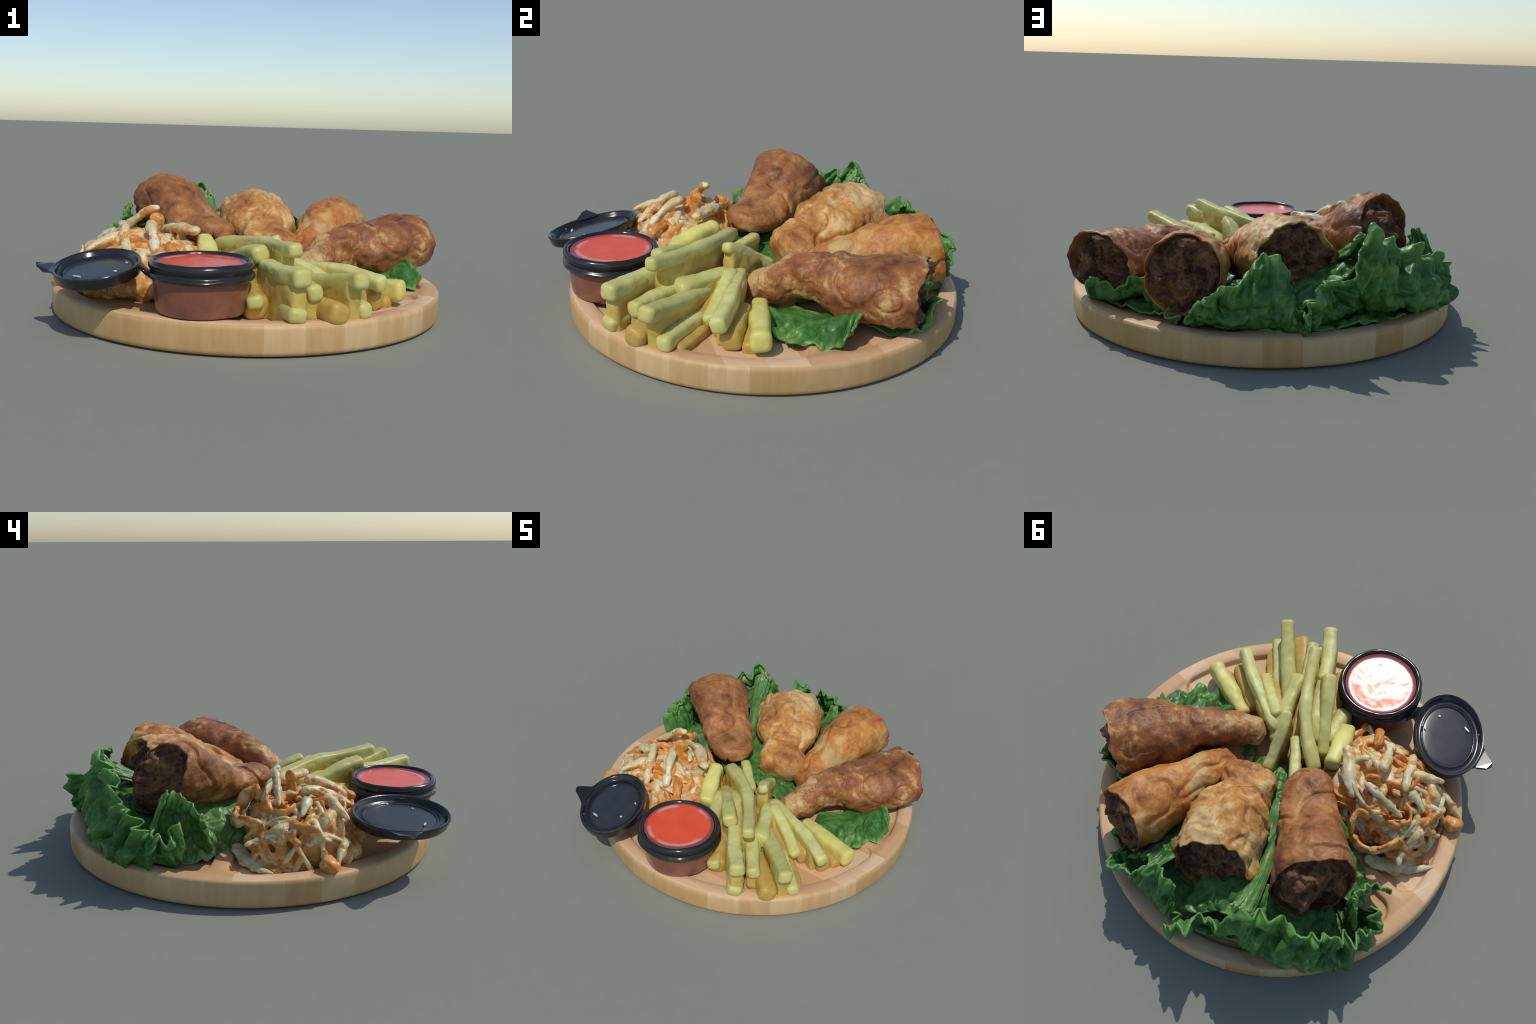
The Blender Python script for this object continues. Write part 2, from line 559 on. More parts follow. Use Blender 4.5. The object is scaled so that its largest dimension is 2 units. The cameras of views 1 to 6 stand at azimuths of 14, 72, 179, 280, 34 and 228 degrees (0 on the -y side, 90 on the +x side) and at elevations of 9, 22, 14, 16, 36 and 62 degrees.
# ------------------------------------------------------------------ stuffed rolls
def build_roll(key, label, stations, face_dir, lump, seed=0.0, rim_lip=.03, shear=.3, bulge=.03, roll=0.0):
    """stations: (x, y, z, half_width, half_height) from the folded tip to the open face;
    shear: how far the lower rim stands out in front of the upper one"""
    NS, NT = 170, 140
    S = catmull(stations, NS)
    C, W, H = S[:, :3], S[:, 3], S[:, 4]
    T = np.gradient(C, axis=0)
    T /= np.linalg.norm(T, axis=1)[:, None]
    fd = V(*face_dir)
    fd /= np.linalg.norm(fd)
    flat = V(fd[0], fd[1], 0)
    flat /= np.linalg.norm(flat)
    up = V(0, 0, 1)
    root = empty('spring_roll', (C[NS // 2][0], C[NS // 2][1], float((C[:, 2] - H).min())), label, 'food roll')
    base = np.zeros((NS, NT, 3))
    nrm = np.zeros((NS, NT, 3))
    s = np.linspace(0, 1, NS)
    for i in range(NS):
        sd = np.cross(T[i], up)
        sd /= np.linalg.norm(sd)
        u2 = np.cross(sd, T[i])
        ra = roll * s[i] ** 1.5
        sd, u2 = sd * math.cos(ra) + u2 * math.sin(ra), u2 * math.cos(ra) - sd * math.sin(ra)
        q = min(1, s[i] / .09)
        cap = math.sqrt(max(0, 1 - (1 - q) ** 2.4))
        sw = max(0, (s[i] - .55) / .45) ** 1.5
        for j in range(NT):
            t = 2 * math.pi * j / NT
            ct, st = math.cos(t), math.sin(t)
            e = .93
            x = math.copysign(abs(ct) ** e, ct)
            y = math.copysign(abs(st) ** e, st)
            rad = sd * x * W[i] * (cap ** .7) + u2 * y * H[i] * cap
            base[i, j] = C[i] + rad - flat * shear * rad[2] * sw
            nv = sd * ct / W[i] + u2 * st / H[i]
            nrm[i, j] = nv / np.linalg.norm(nv)
    out = np.zeros_like(base)
    amp, bub = lump
    for i in range(NS):
        k = min(1, s[i] / .04)
        for j in range(NT):
            p = base[i, j]
            d = amp * fbm(p, 5.0, 3, seed) + amp * .5 * fbm(p, 13, 3, seed + 5)
            # soft blisters
            c0, c1 = cell(p, 8.0, seed)
            d += bub * (max(0, 1 - c0 / .62) - .32)
            # creases between folds of the pastry
            wv = p * 4.2 + .35 * V(fbm(p, 5, 2, seed), fbm(p, 5, 2, seed + 7), fbm(p, 5, 2, seed + 9))
            cr = abs(noise.noise(Vector(wv + seed)))
            d -= .012 * max(0, 1 - cr / .11)
            d *= k
            out[i, j] = p + nrm[i, j] * d
            if s[i] > .80:
                w = ((s[i] - .80) / .2) ** 2
                t = 2 * math.pi * j / NT
                lip = rim_lip * fbm((math.cos(t) * .9, math.sin(t) * .9, seed), 1.6, 3)
                out[i, j] += fd * lip * w
    # thin lip: turn inwards and back
    rim = out[-1]
    cen = rim.mean(axis=0)
    extra = []
    for shrink, back in ((.985, -.003), (.965, -.002), (.945, .006), (.925, .022), (.90, .06)):
        extra.append([cen + (p - cen) * shrink - fd * back for p in rim])
    allr = list(out) + extra
    nr = len(allr)
    verts = [v for ring in allr for v in ring]
    faces = []
    for i in range(nr - 1):
        for j in range(NT):
            k = (j + 1) % NT
            faces.append((i * NT + j, i * NT + k, (i + 1) * NT + k, (i + 1) * NT + j))
    w = mesh_object('wrapper', verts, faces, M_WRAP[key])
    adopt(root, w)
    # filling: rough plug in the open end
    NR = 60
    vs, fs = [], []
    for a in range(NR + 1):
        f = a / NR
        for j in range(NT):
            p = cen + (rim[j] - cen) * (.94 * (1 - f))
            lowf = max(0, -(p[2] - cen[2]) / .17)
            p = p + fd * (-.026 + bulge * (1 - (1 - f) ** 2) * (.6 + .9 * lowf))
            d = .058 * fbm(p, 7.5, 4, seed + 20) + .020 * fbm(p, 22, 3, seed + 2)
            c0, c1 = cell(p, 11, seed + 3)
            d += .044 * (1 - min(1, c0 / .6)) - .012
            edge = min(1, f / .10)
            vs.append(p + fd * d * (.25 + .75 * edge))
    for a in range(NR):
        for j in range(NT):
            k = (j + 1) % NT
            fs.append((a * NT + j, a * NT + k, (a + 1) * NT + k, (a + 1) * NT + j))
    adopt(root, mesh_object('filling', vs, fs, M_FILL))
    return root

build_roll('A', 'dark golden fried roll leaning with open dark end', [
    (-.108, -.064, .402, .060, .040), (-.155, -.022, .378, .115, .066), (-.240, .060, .362, .142, .082), (-.295, .112, .368, .150, .092), (-.345, .158, .390, .158, .110), (-.405, .212, .418, .170, .134), (-.475, .275, .450, .188, .156), (-.530, .325, .464, .202, .164), (-.575, .368, .464, .208, .160)],
    (-.64, .70, .30), (.014, .008), seed=1.0, rim_lip=.030, shear=.42, bulge=.085, roll=-.42)
build_roll('B', 'pale blistered fried roll with open dark end', [
    (.108, .090, .266, .105, .088), (.088, .140, .282, .135, .112), (.060, .195, .292, .145, .122), (.035, .250, .296, .142, .126), (.010, .305, .314, .158, .146), (-.030, .380, .346, .190, .178), (-.085, .495, .362, .204, .188), (-.155, .628, .364, .204, .180)],
    (-.50, .86, .15), (.018, .022), seed=4.0, rim_lip=.05, shear=.28, bulge=.05)
build_roll('C', 'golden fried roll with open round end', [
    (.258, .115, .226, .076, .070), (.264, .185, .243, .098, .090), (.272, .260, .264, .108, .106), (.282, .345, .287, .115, .122), (.292, .425, .303, .123, .134), (.298, .475, .310, .146, .142), (.308, .550, .322, .162, .156), (.322, .660, .338, .170, .171), (.335, .782, .344, .174, .172)],
    (.10, 1.0, .10), (.011, .008), seed=8.0, rim_lip=.02, shear=.22, bulge=.04)
build_roll('D', 'dark fried roll with narrow tip and broad end', [
    (.280, -.132, .205, .062, .050), (.328, -.065, .226, .084, .076), (.372, -.008, .248, .094, .088), (.445, .090, .290, .100, .104), (.508, .172, .306, .114, .120), (.554, .230, .288, .146, .134), (.614, .306, .284, .178, .146), (.690, .412, .296, .198, .156), (.748, .506, .302, .198, .154)],
    (.57, .81, .12), (.016, .009), seed=12.0, rim_lip=.03, shear=-.08, bulge=.035)

# ------------------------------------------------------------------ fries
def build_fry(path, w, h, mat, twist=0.0, seed=0.0, taper=.85):
    NS, NT = 46, 36
    C = catmull(path, 400)
    L = np.concatenate([[0], np.cumsum(np.linalg.norm(np.diff(C, axis=0), axis=1))])
    r = .007
    at = np.concatenate([[0, r, 2 * r], np.linspace(3.4 * r, L[-1] - 3.4 * r, NS - 6), [L[-1] - 2 * r, L[-1] - r, L[-1]]])
    C = np.stack([np.interp(at, L, C[:, k]) for k in range(3)], -1)
    T = np.gradient(C, at, axis=0)
    T /= np.linalg.norm(T, axis=1)[:, None]
    verts = []
    for i in range(NS):
        f = i / (NS - 1)
        sd = np.cross(T[i], V(0, 0, 1))
        sd /= np.linalg.norm(sd)
        u2 = np.cross(sd, T[i])
        a = twist * f
        sd, u2 = sd * math.cos(a) + u2 * math.sin(a), u2 * math.cos(a) - sd * math.sin(a)
        k = 1 - (1 - taper) * (1 - f)
        de = min(i, NS - 1 - i)
        cap = {0: .70, 1: .88, 2: .96, 3: .99}.get(de, 1.0) * (1 + .10 * fbm(C[i], 4, 2, seed + 9))
        for j in range(NT):
            t = 2 * math.pi * j / NT
            ct, st = math.cos(t), math.sin(t)
            x = math.copysign(abs(ct) ** .66, ct) * w * k * cap
            y = math.copysign(abs(st) ** .66, st) * h * k * cap
            p = C[i] + sd * x + u2 * y
            d = .012 * fbm(p, 4.5, 2, seed) + .0025 * fbm(p, 22, 2, seed)
            p = p + (sd * ct + u2 * st) * d
            verts.append(p)
    faces = []
    for i in range(NS - 1):
        for j in range(NT):
            k = (j + 1) % NT
            faces.append((i * NT + j, i * NT + k, (i + 1) * NT + k, (i + 1) * NT + j))
    # end faces as shallow fans
    for idx, sgn in ((0, -1), (NS - 1, 1)):
        ring = [idx * NT + j for j in range(NT)]
        cpt = np.mean([verts[r] for r in ring], axis=0)
        inner = []
        for r in ring:
            inner.append(len(verts))
            verts.append(cpt + (np.array(verts[r]) - cpt) * .68 + T[idx] * sgn * .0035)
        verts.append(cpt + T[idx] * sgn * .0045)
        ce = len(verts) - 1
        for j in range(NT):
            k = (j + 1) % NT
            faces.append((ring[j], ring[k], inner[k], inner[j]))
            faces.append((inner[j], inner[k], ce))
    o = C[NS // 2]
    ob = mesh_object('french_fry', [v - o for v in np.array(verts)], faces, mat)
    ob.location = o
    return top(ob, 'thick cut pale yellow potato fry', 'french fry')

P, Y, O = M_FRY, M_FRY_Y, M_FRY_O
FRIES = [
    ([(-.115, -.105, .320), (.02, -.19, .350), (.143, -.293, .372), (.27, -.44, .378), (.385, -.605, .398)], .036, .038, P),
    ([(.290, -.300, .205), (.43, -.44, .234), (.56, -.56, .268), (.675, -.672, .302)], .040, .040, P),
    ([(.235, -.520, .300), (.32, -.64, .305), (.40, -.73, .310), (.460, -.795, .318)], .042, .042, P),
    ([(-.060, -.225, .250), (.05, -.34, .305), (.14, -.45, .345), (.225, -.545, .365)], .038, .038, P),
    ([(.235, -.165, .230), (.275, -.165, .258), (.36, -.20, .264), (.54, -.285, .256), (.730, -.385, .238)], .036, .040, P),
    ([(.270, -.205, .270), (.37, -.26, .252), (.47, -.325, .210), (.555, -.375, .172)], .036, .040, P),
    ([(.440, -.120, .175), (.56, -.155, .178), (.69, -.19, .180), (.805, -.222, .182)], .044, .050, Y),
    ([(.095, .030, .225), (.13, -.06, .285), (.17, -.15, .345), (.208, -.225, .378)], .036, .036, P),
    ([(-.160, -.175, .345), (-.12, -.26, .330), (-.085, -.34, .305), (-.045, -.425, .275)], .042, .046, Y),
    ([(-.090, .010, .300), (-.02, -.06, .300), (.05, -.13, .298), (.10, -.18, .290)], .034, .034, P),
    ([(.360, -.480, .155), (.45, -.57, .165), (.54, -.65, .165), (.605, -.710, .162)], .044, .042, O),
    ([(.300, -.560, .175), (.35, -.65, .175), (.40, -.73, .168), (.445, -.800, .160)], .042, .036, P),
    ([(.300, -.450, .235), (.37, -.54, .240), (.44, -.63, .240), (.490, -.695, .238)], .038, .040, P),
    ([(.420, -.360, .150), (.52, -.45, .160), (.62, -.54, .165), (.690, -.605, .162)], .034, .036, P),
    ([(.130, -.500, .190), (.18, -.59, .190), (.22, -.67, .188), (.245, -.735, .188)], .034, .030, P),
    ([(-.040, -.260, .200), (0, -.34, .215), (.03, -.41, .225), (.06, -.48, .230)], .036, .036, P),
    # buried layer
    ([(.08, -.42, .20), (.14, -.52, .20), (.20, -.62, .18), (.25, -.70, .155)], .048, .055, O),
    ([(.44, -.19, .17), (.54, -.24, .17), (.63, -.29, .155), (.71, -.33, .145)], .045, .045, O),
    ([(-.03, -.28, .25), (.00, -.36, .25), (.03, -.44, .24), (.05, -.50, .22)], .040, .050, P),
    ([(.05, -.12, .17), (.16, -.26, .19), (.27, -.40, .20), (.36, -.52, .20)], .046, .046, O),
    ([(.15, -.10, .15), (.28, -.22, .18), (.40, -.33, .17), (.50, -.42, .15)], .044, .046, O),
    ([(.20, -.12, .20), (.26, -.24, .25), (.32, -.36, .26), (.37, -.48, .25)], .040, .044, P),
    ([(.02, -.24, .26), (.11, -.34, .29), (.20, -.46, .29), (.28, -.58, .28)], .042, .046, P),
    ([(-.02, -.20, .16), (.06, -.32, .18), (.14, -.44, .19), (.20, -.56, .18)], .046, .050, O),
    ([(.46, -.36, .12), (.54, -.42, .125), (.62, -.49, .125), (.66, -.55, .12)], .036, .03, O),
    ([(.36, -.20, .16), (.44, -.24, .17), (.52, -.29, .17), (.60, -.33, .15)], .040, .05, O),
    ([(.50, -.14, .13), (.58, -.18, .13), (.66, -.21, .13), (.75, -.24, .12)], .040, .035, O),
]
for i, (path, w, h, m) in enumerate(FRIES):
    build_fry(path, w * 1.04, h * 1.0, m, twist=rng.uniform(-.3, .3), seed=i * 3.1, taper=rng.uniform(.82, .98))

# soft crumbled heap of fries that props up the visible ones
def build_heap():
    vs, fs = [], []
    for path, w, h, m in FRIES[:23]:
        C = catmull(path, 12)[:11]
        if C[:, 2].max() < .2:
            continue
        T = np.gradient(C, axis=0)
        for i in range(len(C)):
            sd = np.cross(T[i], V(0, 0, 1))
            sd /= np.linalg.norm(sd)
            b = len(vs)
            for zz, k in ((C[i][2] + h * .25, .90), (C[i][2] - h * 1.0, .92), (max(.105, C[i][2] * .55), .85), (.100, .95)):
                for sg in (-1, 1):
                    p = C[i] + sd * sg * w * k
                    vs.append((p[0], p[1], zz))
            if i:
                a = b - 8
                for x, y in ((0, 1), (1, 3), (3, 5), (5, 7), (7, 6), (6, 4), (4, 2), (2, 0)):
                    fs.append((a + x, a + y, b + y, b + x))
        n = len(vs)
        for b in (n - 8, n - 8 * len(C)):
            fs += [(b, b + 1, b + 3, b + 2), (b + 2, b + 3, b + 5, b + 4), (b + 4, b + 5, b + 7, b + 6)]
    ob = mesh_object('fry_heap', vs, fs, M_FRY_H)
    rm = ob.modifiers.new('fuse', 'REMESH')
    rm.mode = 'VOXEL'
    rm.voxel_size = .009
    sm = ob.modifiers.new('soften', 'SMOOTH')
    sm.iterations = 16
    sm.factor = .6
    apply_modifiers(ob)
    me = ob.data
    roughen(ob, lambda p: .010 * fbm(p, 9, 3, 2.0))
    me.polygons.foreach_set('use_smooth', [True] * len(me.polygons))
    ob["kind"] = "stuff"
    return top(ob, 'fused heap of soft golden fries under the pile', 'french fries')

build_heap()

# ------------------------------------------------------------------ lettuce
def build_leaf(columns, mat, ruffle=.03, freq=9, crinkle=.012, seed=0.0, label='curly green lettuce leaf with frilled edge', nu=200, nv=64, thick=.009, ragged=.02):
    """columns: list of stations (root .. rim); each column has the same number of points"""
    cols = np.array(columns, float)
    nc, ns, _ = cols.shape
    # interpolate along stations, then across columns
    A = np.array([catmull(cols[:, k], nu) for k in range(ns)])
    G = np.zeros((nu, nv, 3))
    for i in range(nu):
        G[i] = catmull(A[:, i], nv)
    du = np.gradient(G, axis=0)
    dv = np.gradient(G, axis=1)
    N = np.cross(du, dv)
    N /= np.linalg.norm(N, axis=2)[:, :, None] + 1e-9
    dv /= np.linalg.norm(dv, axis=2)[:, :, None] + 1e-9
    verts = np.zeros_like(G)
    for i in range(nu):
        u = i / (nu - 1)
        for j in range(nv):
            v = j / (nv - 1)
            p = G[i, j]
            ph = freq * 2 * math.pi * u + 5.0 * fbm((u * 3, seed, 0), 1.5) + 1.6 * v
            w = max(0, (v - .2) / .8)
            am = .45 + .9 * abs(fbm((u * freq * .35, seed, 3), 1.3))
            r = ruffle * w ** 1.4 * (math.sin(ph) * am + 1.1 * fbm((u * freq * .55, v * 1.6, seed), 1.6, 3))
            wp = p * 1.0 + .05 * V(fbm(p, 6, 2, seed), fbm(p, 6, 2, seed + 3), fbm(p, 6, 2, seed + 6))
            rid = abs(fbm(wp, 8.5, 2, seed + 4))
            rid2 = abs(fbm(wp, 15, 2, seed + 8))
            c = crinkle * (1.7 * (.45 - min(.9, rid * 1.6)) + .8 * (.3 - min(.6, rid2 * 1.4))) * (.3 + .7 * min(1, w * 1.6))
            q = p + N[i, j] * (r + c)
            # ragged margin
            q = q + dv[i, j] * ragged * w ** 4 * (fbm((u * freq * 1.1, seed, 1), 1.6, 2) * 1.6 + .5 * math.sin(ph * .5 + 1))
            verts[i, j] = q
    verts[:, :, 2] = np.maximum(verts[:, :, 2], .114)
    o = verts.reshape(-1, 3).mean(axis=0)
    ob = mesh_object('lettuce_leaf', verts.reshape(-1, 3) - o, grid_faces(nu, nv), mat)
    uv = ob.data.uv_layers.new(name='UVMap')
    idx = np.zeros(len(ob.data.loops), dtype=np.int32)
    ob.data.loops.foreach_get('vertex_index', idx)
    co = np.stack([(idx // nv) / (nu - 1), (idx % nv) / (nv - 1)], -1)
    uv.data.foreach_set('uv', co.astype(np.float32).ravel())
    md = ob.modifiers.new('thick', 'SOLIDIFY')
    md.thickness = thick
    md.offset = 0
    apply_modifiers(ob)
    ob.location = o
    return top(ob, label, 'lettuce')

# big leaf behind the back rolls, rising as a frilled wall
build_leaf([
    [(-.20, .55, .20), (-.17, .80, .13), (-.16, .93, .15), (-.17, .965, .20)],
    [(-.25, .52, .22), (-.25, .78, .14), (-.24, .895, .23), (-.235, .94, .37)],
    [(-.30, .49, .26), (-.33, .69, .15), (-.36, .79, .24), (-.36, .785, .35)],
    [(-.37, .46, .28), (-.43, .63, .17), (-.47, .75, .29), (-.455, .705, .512)],
    [(-.45, .42, .26), (-.53, .59, .16), (-.59, .72, .26), (-.59, .59, .48)],
    [(-.50, .38, .22), (-.65, .56, .15), (-.735, .64, .23), (-.72, .51, .39)],
    [(-.53, .34, .20), (-.73, .49, .13), (-.835, .515, .19), (-.805, .425, .34)],
    [(-.53, .30, .18), (-.75, .38, .13), (-.880, .41, .17), (-.875, .345, .30)],
    [(-.50, .24, .16), (-.73, .27, .13), (-.855, .28, .16), (-.875, .27, .28)],
    [(-.48, .18, .16), (-.66, .20, .14), (-.78, .20, .18), (-.81, .20, .33)],
], M_LEAF, .034, 12, .036, 2.0, nu=400, nv=110, ragged=.026)
# curled side lobe by the first roll
build_leaf([
    [(-.58, .24, .18), (-.74, .32, .17), (-.82, .35, .28), (-.78, .30, .44)],
    [(-.56, .20, .16), (-.70, .27, .16), (-.76, .30, .30), (-.745, .26, .45)],
    [(-.56, .14, .15), (-.66, .19, .16), (-.70, .22, .28), (-.74, .19, .42)],
    [(-.58, .08, .14), (-.68, .12, .16), (-.72, .12, .26), (-.77, .11, .37)],
    [(-.60, .04, .14), (-.70, .08, .15), (-.78, .08, .21), (-.82, .10, .30)],
], M_LEAF, .018, 4, .012, 6.0, nu=120)
# middle leaf between the second and third rolls
build_leaf([
    [(.20, .56, .16), (.30, .78, .13), (.31, .86, .15), (.31, .885, .19)],
    [(.15, .54, .16), (.21, .82, .13), (.225, .92, .22), (.21, .945, .32)],
    [(.10, .52, .16), (.12, .84, .13), (.11, .92, .22), (.10, .88, .33)],
    [(.06, .52, .18), (.02, .84, .14), (.01, .91, .27), (.01, .82, .43)],
    [(.02, .52, .18), (-.06, .84, .14), (-.08, .90, .25), (-.06, .80, .41)],
    [(-.04, .52, .16), (-.12, .84, .13), (-.14, .90, .18), (-.11, .83, .29)],
    [(-.08, .52, .15), (-.18, .82, .12), (-.20, .89, .14), (-.20, .90, .19)],
], M_LEAF, .026, 6, .026, 10.0, nu=240, nv=80)
# leaf under the third and fourth rolls
build_leaf([
    [(.60, .22, .18), (.70, .30, .15), (.76, .36, .14), (.80, .42, .14)],
    [(.60, .30, .18), (.70, .42, .16), (.76, .49, .15), (.80, .54, .16)],
    [(.58, .38, .18), (.66, .49, .17), (.74, .56, .17), (.765, .59, .26)],
    [(.52, .42, .20), (.59, .51, .19), (.65, .59, .17), (.66, .62, .23)],
    [(.46, .46, .22), (.51, .53, .22), (.55, .58, .22), (.56, .61, .29)],
    [(.42, .52, .18), (.45, .61, .17), (.46, .68, .16), (.46, .72, .22)],
    [(.32, .58, .15), (.34, .70, .14), (.34, .79, .14), (.34, .84, .17)],
], M_LEAF, .020, 6, .022, 14.0, nu=220)
# folds of leaf filling the gaps between the rolls
build_leaf([
    [(.36, .10, .19), (.40, .22, .205), (.44, .34, .215), (.46, .47, .23)],
    [(.41, .08, .20), (.46, .20, .215), (.49, .32, .225), (.51, .46, .24)],
    [(.45, .08, .19), (.50, .18, .205), (.54, .30, .215), (.57, .44, .23)],
], M_LEAF, .010, 2, .016, 44.0, nu=60)
build_leaf([
    [(.03, .52, .22), (.03, .66, .27), (.03, .77, .31), (.02, .83, .35)],
    [(.11, .50, .24), (.12, .64, .27), (.12, .75, .28), (.12, .83, .29)],
    [(.18, .54, .22), (.19, .68, .22), (.19, .78, .22), (.19, .86, .25)],
], M_LEAF, .012, 2, .018, 48.0, nu=70)
# flat leaf under the fourth roll at the front
build_leaf([
    [(.44, .05, .150), (.46, -.03, .155), (.48, -.08, .175), (.49, -.125, .175)],
    [(.48, .08, .150), (.53, .00, .158), (.57, -.08, .172), (.60, -.135, .160)],
    [(.54, .12, .155), (.60, .04, .165), (.66, -.05, .172), (.69, -.105, .150)],
    [(.58, .16, .165), (.66, .08, .180), (.72, -.01, .178), (.765, -.075, .145)],
    [(.62, .22, .175), (.70, .14, .200), (.77, .06, .200), (.83, .02, .140)],
    [(.66, .28, .185), (.73, .21, .220), (.79, .15, .235), (.845, .11, .160)],
    [(.70, .34, .185), (.75, .28, .220), (.80, .21, .250), (.83, .18, .220)],
], M_LEAF, .022, 5, .016, 18.0, nu=180)
# bed leaf at the centre, under the tips
build_leaf([
    [(-.36, .20, .30), (-.28, .02, .28), (-.20, -.06, .26), (-.12, -.10, .24)],
    [(-.22, .34, .27), (-.12, .12, .26), (-.05, .04, .24), (.02, -.04, .22)],
    [(-.08, .40, .24), (.02, .18, .22), (.06, .06, .22), (.10, -.02, .20)],
    [(.10, .42, .18), (.16, .22, .15), (.19, .08, .14), (.22, -.04, .15)],
    [(.30, .40, .15), (.34, .22, .14), (.36, .08, .13), (.38, -.04, .14)],
], M_LEAF, .010, 4, .012, 22.0, nu=120)
# broad leaf lying flat under the back rolls
build_leaf([
    [(-.30, .20, .16), (-.50, .22, .145), (-.68, .24, .135), (-.80, .27, .130)],
    [(-.28, .28, .17), (-.46, .36, .150), (-.64, .46, .135), (-.78, .52, .130)],
    [(-.22, .34, .17), (-.34, .48, .150), (-.46, .62, .135), (-.56, .70, .130)],
    [(-.12, .38, .17), (-.18, .56, .150), (-.24, .74, .135), (-.28, .84, .130)],
    [(.00, .40, .17), (-.02, .58, .150), (-.02, .76, .135), (-.02, .88, .130)],
    [(.12, .40, .17), (.16, .56, .150), (.18, .72, .135), (.20, .84, .130)],
    [(.26, .36, .16), (.34, .48, .145), (.40, .60, .135), (.46, .70, .130)],
    [(.36, .28, .16), (.48, .38, .145), (.60, .46, .135), (.72, .52, .130)],
], M_LEAF, .010, 8, .014, 40.0, nu=150, nv=40)
# pale midrib standing between the first two rolls
build_leaf([
    [(-.165, .215, .20), (-.240, .35, .28), (-.322, .49, .34), (-.370, .66, .42), (-.385, .69, .475)],
    [(-.200, .215, .26), (-.270, .345, .325), (-.350, .485, .385), (-.42, .655, .475), (-.43, .69, .510)],
    [(-.232, .205, .23), (-.298, .33, .29), (-.378, .465, .355), (-.475, .635, .435), (-.485, .66, .490)],
], M_LEAF_P, .010, 1.5, .004, 26.0, label='pale green lettuce midrib with curled top', nu=60, thick=.014)
# wilted leaf banked against the first roll on the slaw side
build_leaf([
    [(-.30, -.02, .31), (-.36, -.03, .28), (-.42, -.03, .22), (-.46, -.04, .16)],
    [(-.34, .03, .31), (-.44, .02, .28), (-.53, .02, .20), (-.62, .04, .125)],
    [(-.42, .12, .31), (-.52, .09, .28), (-.61, .08, .20), (-.69, .08, .122)],
    [(-.48, .18, .31), (-.57, .16, .28), (-.66, .15, .20), (-.74, .15, .122)],
    [(-.52, .26, .31), (-.60, .24, .28), (-.68, .24, .20), (-.76, .24, .125)],
], M_LEAF_P, .012, 4, .020, 30.0, label='wilted pale lettuce leaf', nu=110)
# inner leaf that closes the hollow behind the first two rolls
build_leaf([
    [(-.10, .64, .25), (-.12, .70, .25), (-.14, .76, .24), (-.16, .84, .22)],
    [(-.24, .56, .31), (-.27, .63, .31), (-.30, .70, .30), (-.32, .76, .29)],
    [(-.36, .50, .35), (-.40, .57, .36), (-.43, .63, .37), (-.46, .68, .39)],
    [(-.48, .45, .31), (-.54, .51, .31), (-.58, .56, .31), (-.62, .60, .32)],
    [(-.56, .38, .27), (-.64, .44, .26), (-.70, .48, .25), (-.75, .51, .26)],
    [(-.62, .30, .27), (-.70, .34, .25), (-.76, .37, .22), (-.82, .40, .22)],
], M_LEAF, .014, 5, .022, 34.0, nu=140)

# ------------------------------------------------------------------ coleslaw
DC, DRX, DRY, DZ0, DH = V(-.440, -.285, 0), .305, .275, .108, .262

def dome(alpha, beta, lift=0.0):
    """alpha: compass angle, beta: 0 at the crown .. 1 at the foot"""
    b = beta * math.pi / 2
    rr = math.sin(b) ** .85
    zz = max(0, math.cos(b)) ** .72
    a2 = (alpha + .65 + math.pi) % (2 * math.pi) - math.pi
    k = 1 + .07 * math.sin(2 * alpha + .6) + .04 * math.sin(3 * alpha) + .30 * math.exp(-(a2 / .45) ** 2)
    p = V(DC[0] + DRX * k * rr * math.cos(alpha), DC[1] + DRY * k * rr * math.sin(alpha), DZ0 + DH * zz)
    n = V(rr * math.cos(alpha), rr * math.sin(alpha), zz + .15)
    return p + n / np.linalg.norm(n) * lift

slaw = empty('coleslaw', (DC[0], DC[1], DZ0), 'mound of creamy shredded cabbage and carrot slaw', 'coleslaw')

SOUP_V, SOUP_F = [], []

def build_core():
    """the tangle under the loose strands: dome and strand bodies fused into one dressed mass"""
    NA, NB = 90, 40
    b0 = len(SOUP_V)
    for i in range(NA):
        for j in range(NB):
            al, be = 2 * math.pi * i / NA, (j + .02) / (NB - 1 + .02)
            q = dome(al, be, .030 * fbm(dome(al, be), 7, 3, 3.0) - .026)
            q[2] = max(q[2], .104)
            SOUP_V.append(q)
    for f in grid_faces(NA, NB, True):
        SOUP_F.append(tuple(b0 + k for k in f))
    SOUP_F.append(tuple(b0 + i * NB for i in range(NA)))
    SOUP_F.append(tuple(b0 + i * NB + NB - 1 for i in range(NA)))
    ob = mesh_object('dressed_core', SOUP_V, SOUP_F, M_CORE)
    rm = ob.modifiers.new('fuse', 'REMESH')
    rm.mode = 'VOXEL'
    rm.voxel_size = .0055
    sm = ob.modifiers.new('soften', 'SMOOTH')
    sm.iterations = 3
    apply_modifiers(ob)
    me = ob.data
    roughen(ob, lambda p: .006 * fbm(p, 22, 3, 3.0), .1095)
    me.polygons.foreach_set('use_smooth', [True] * len(me.polygons))
    return adopt(slaw, ob)

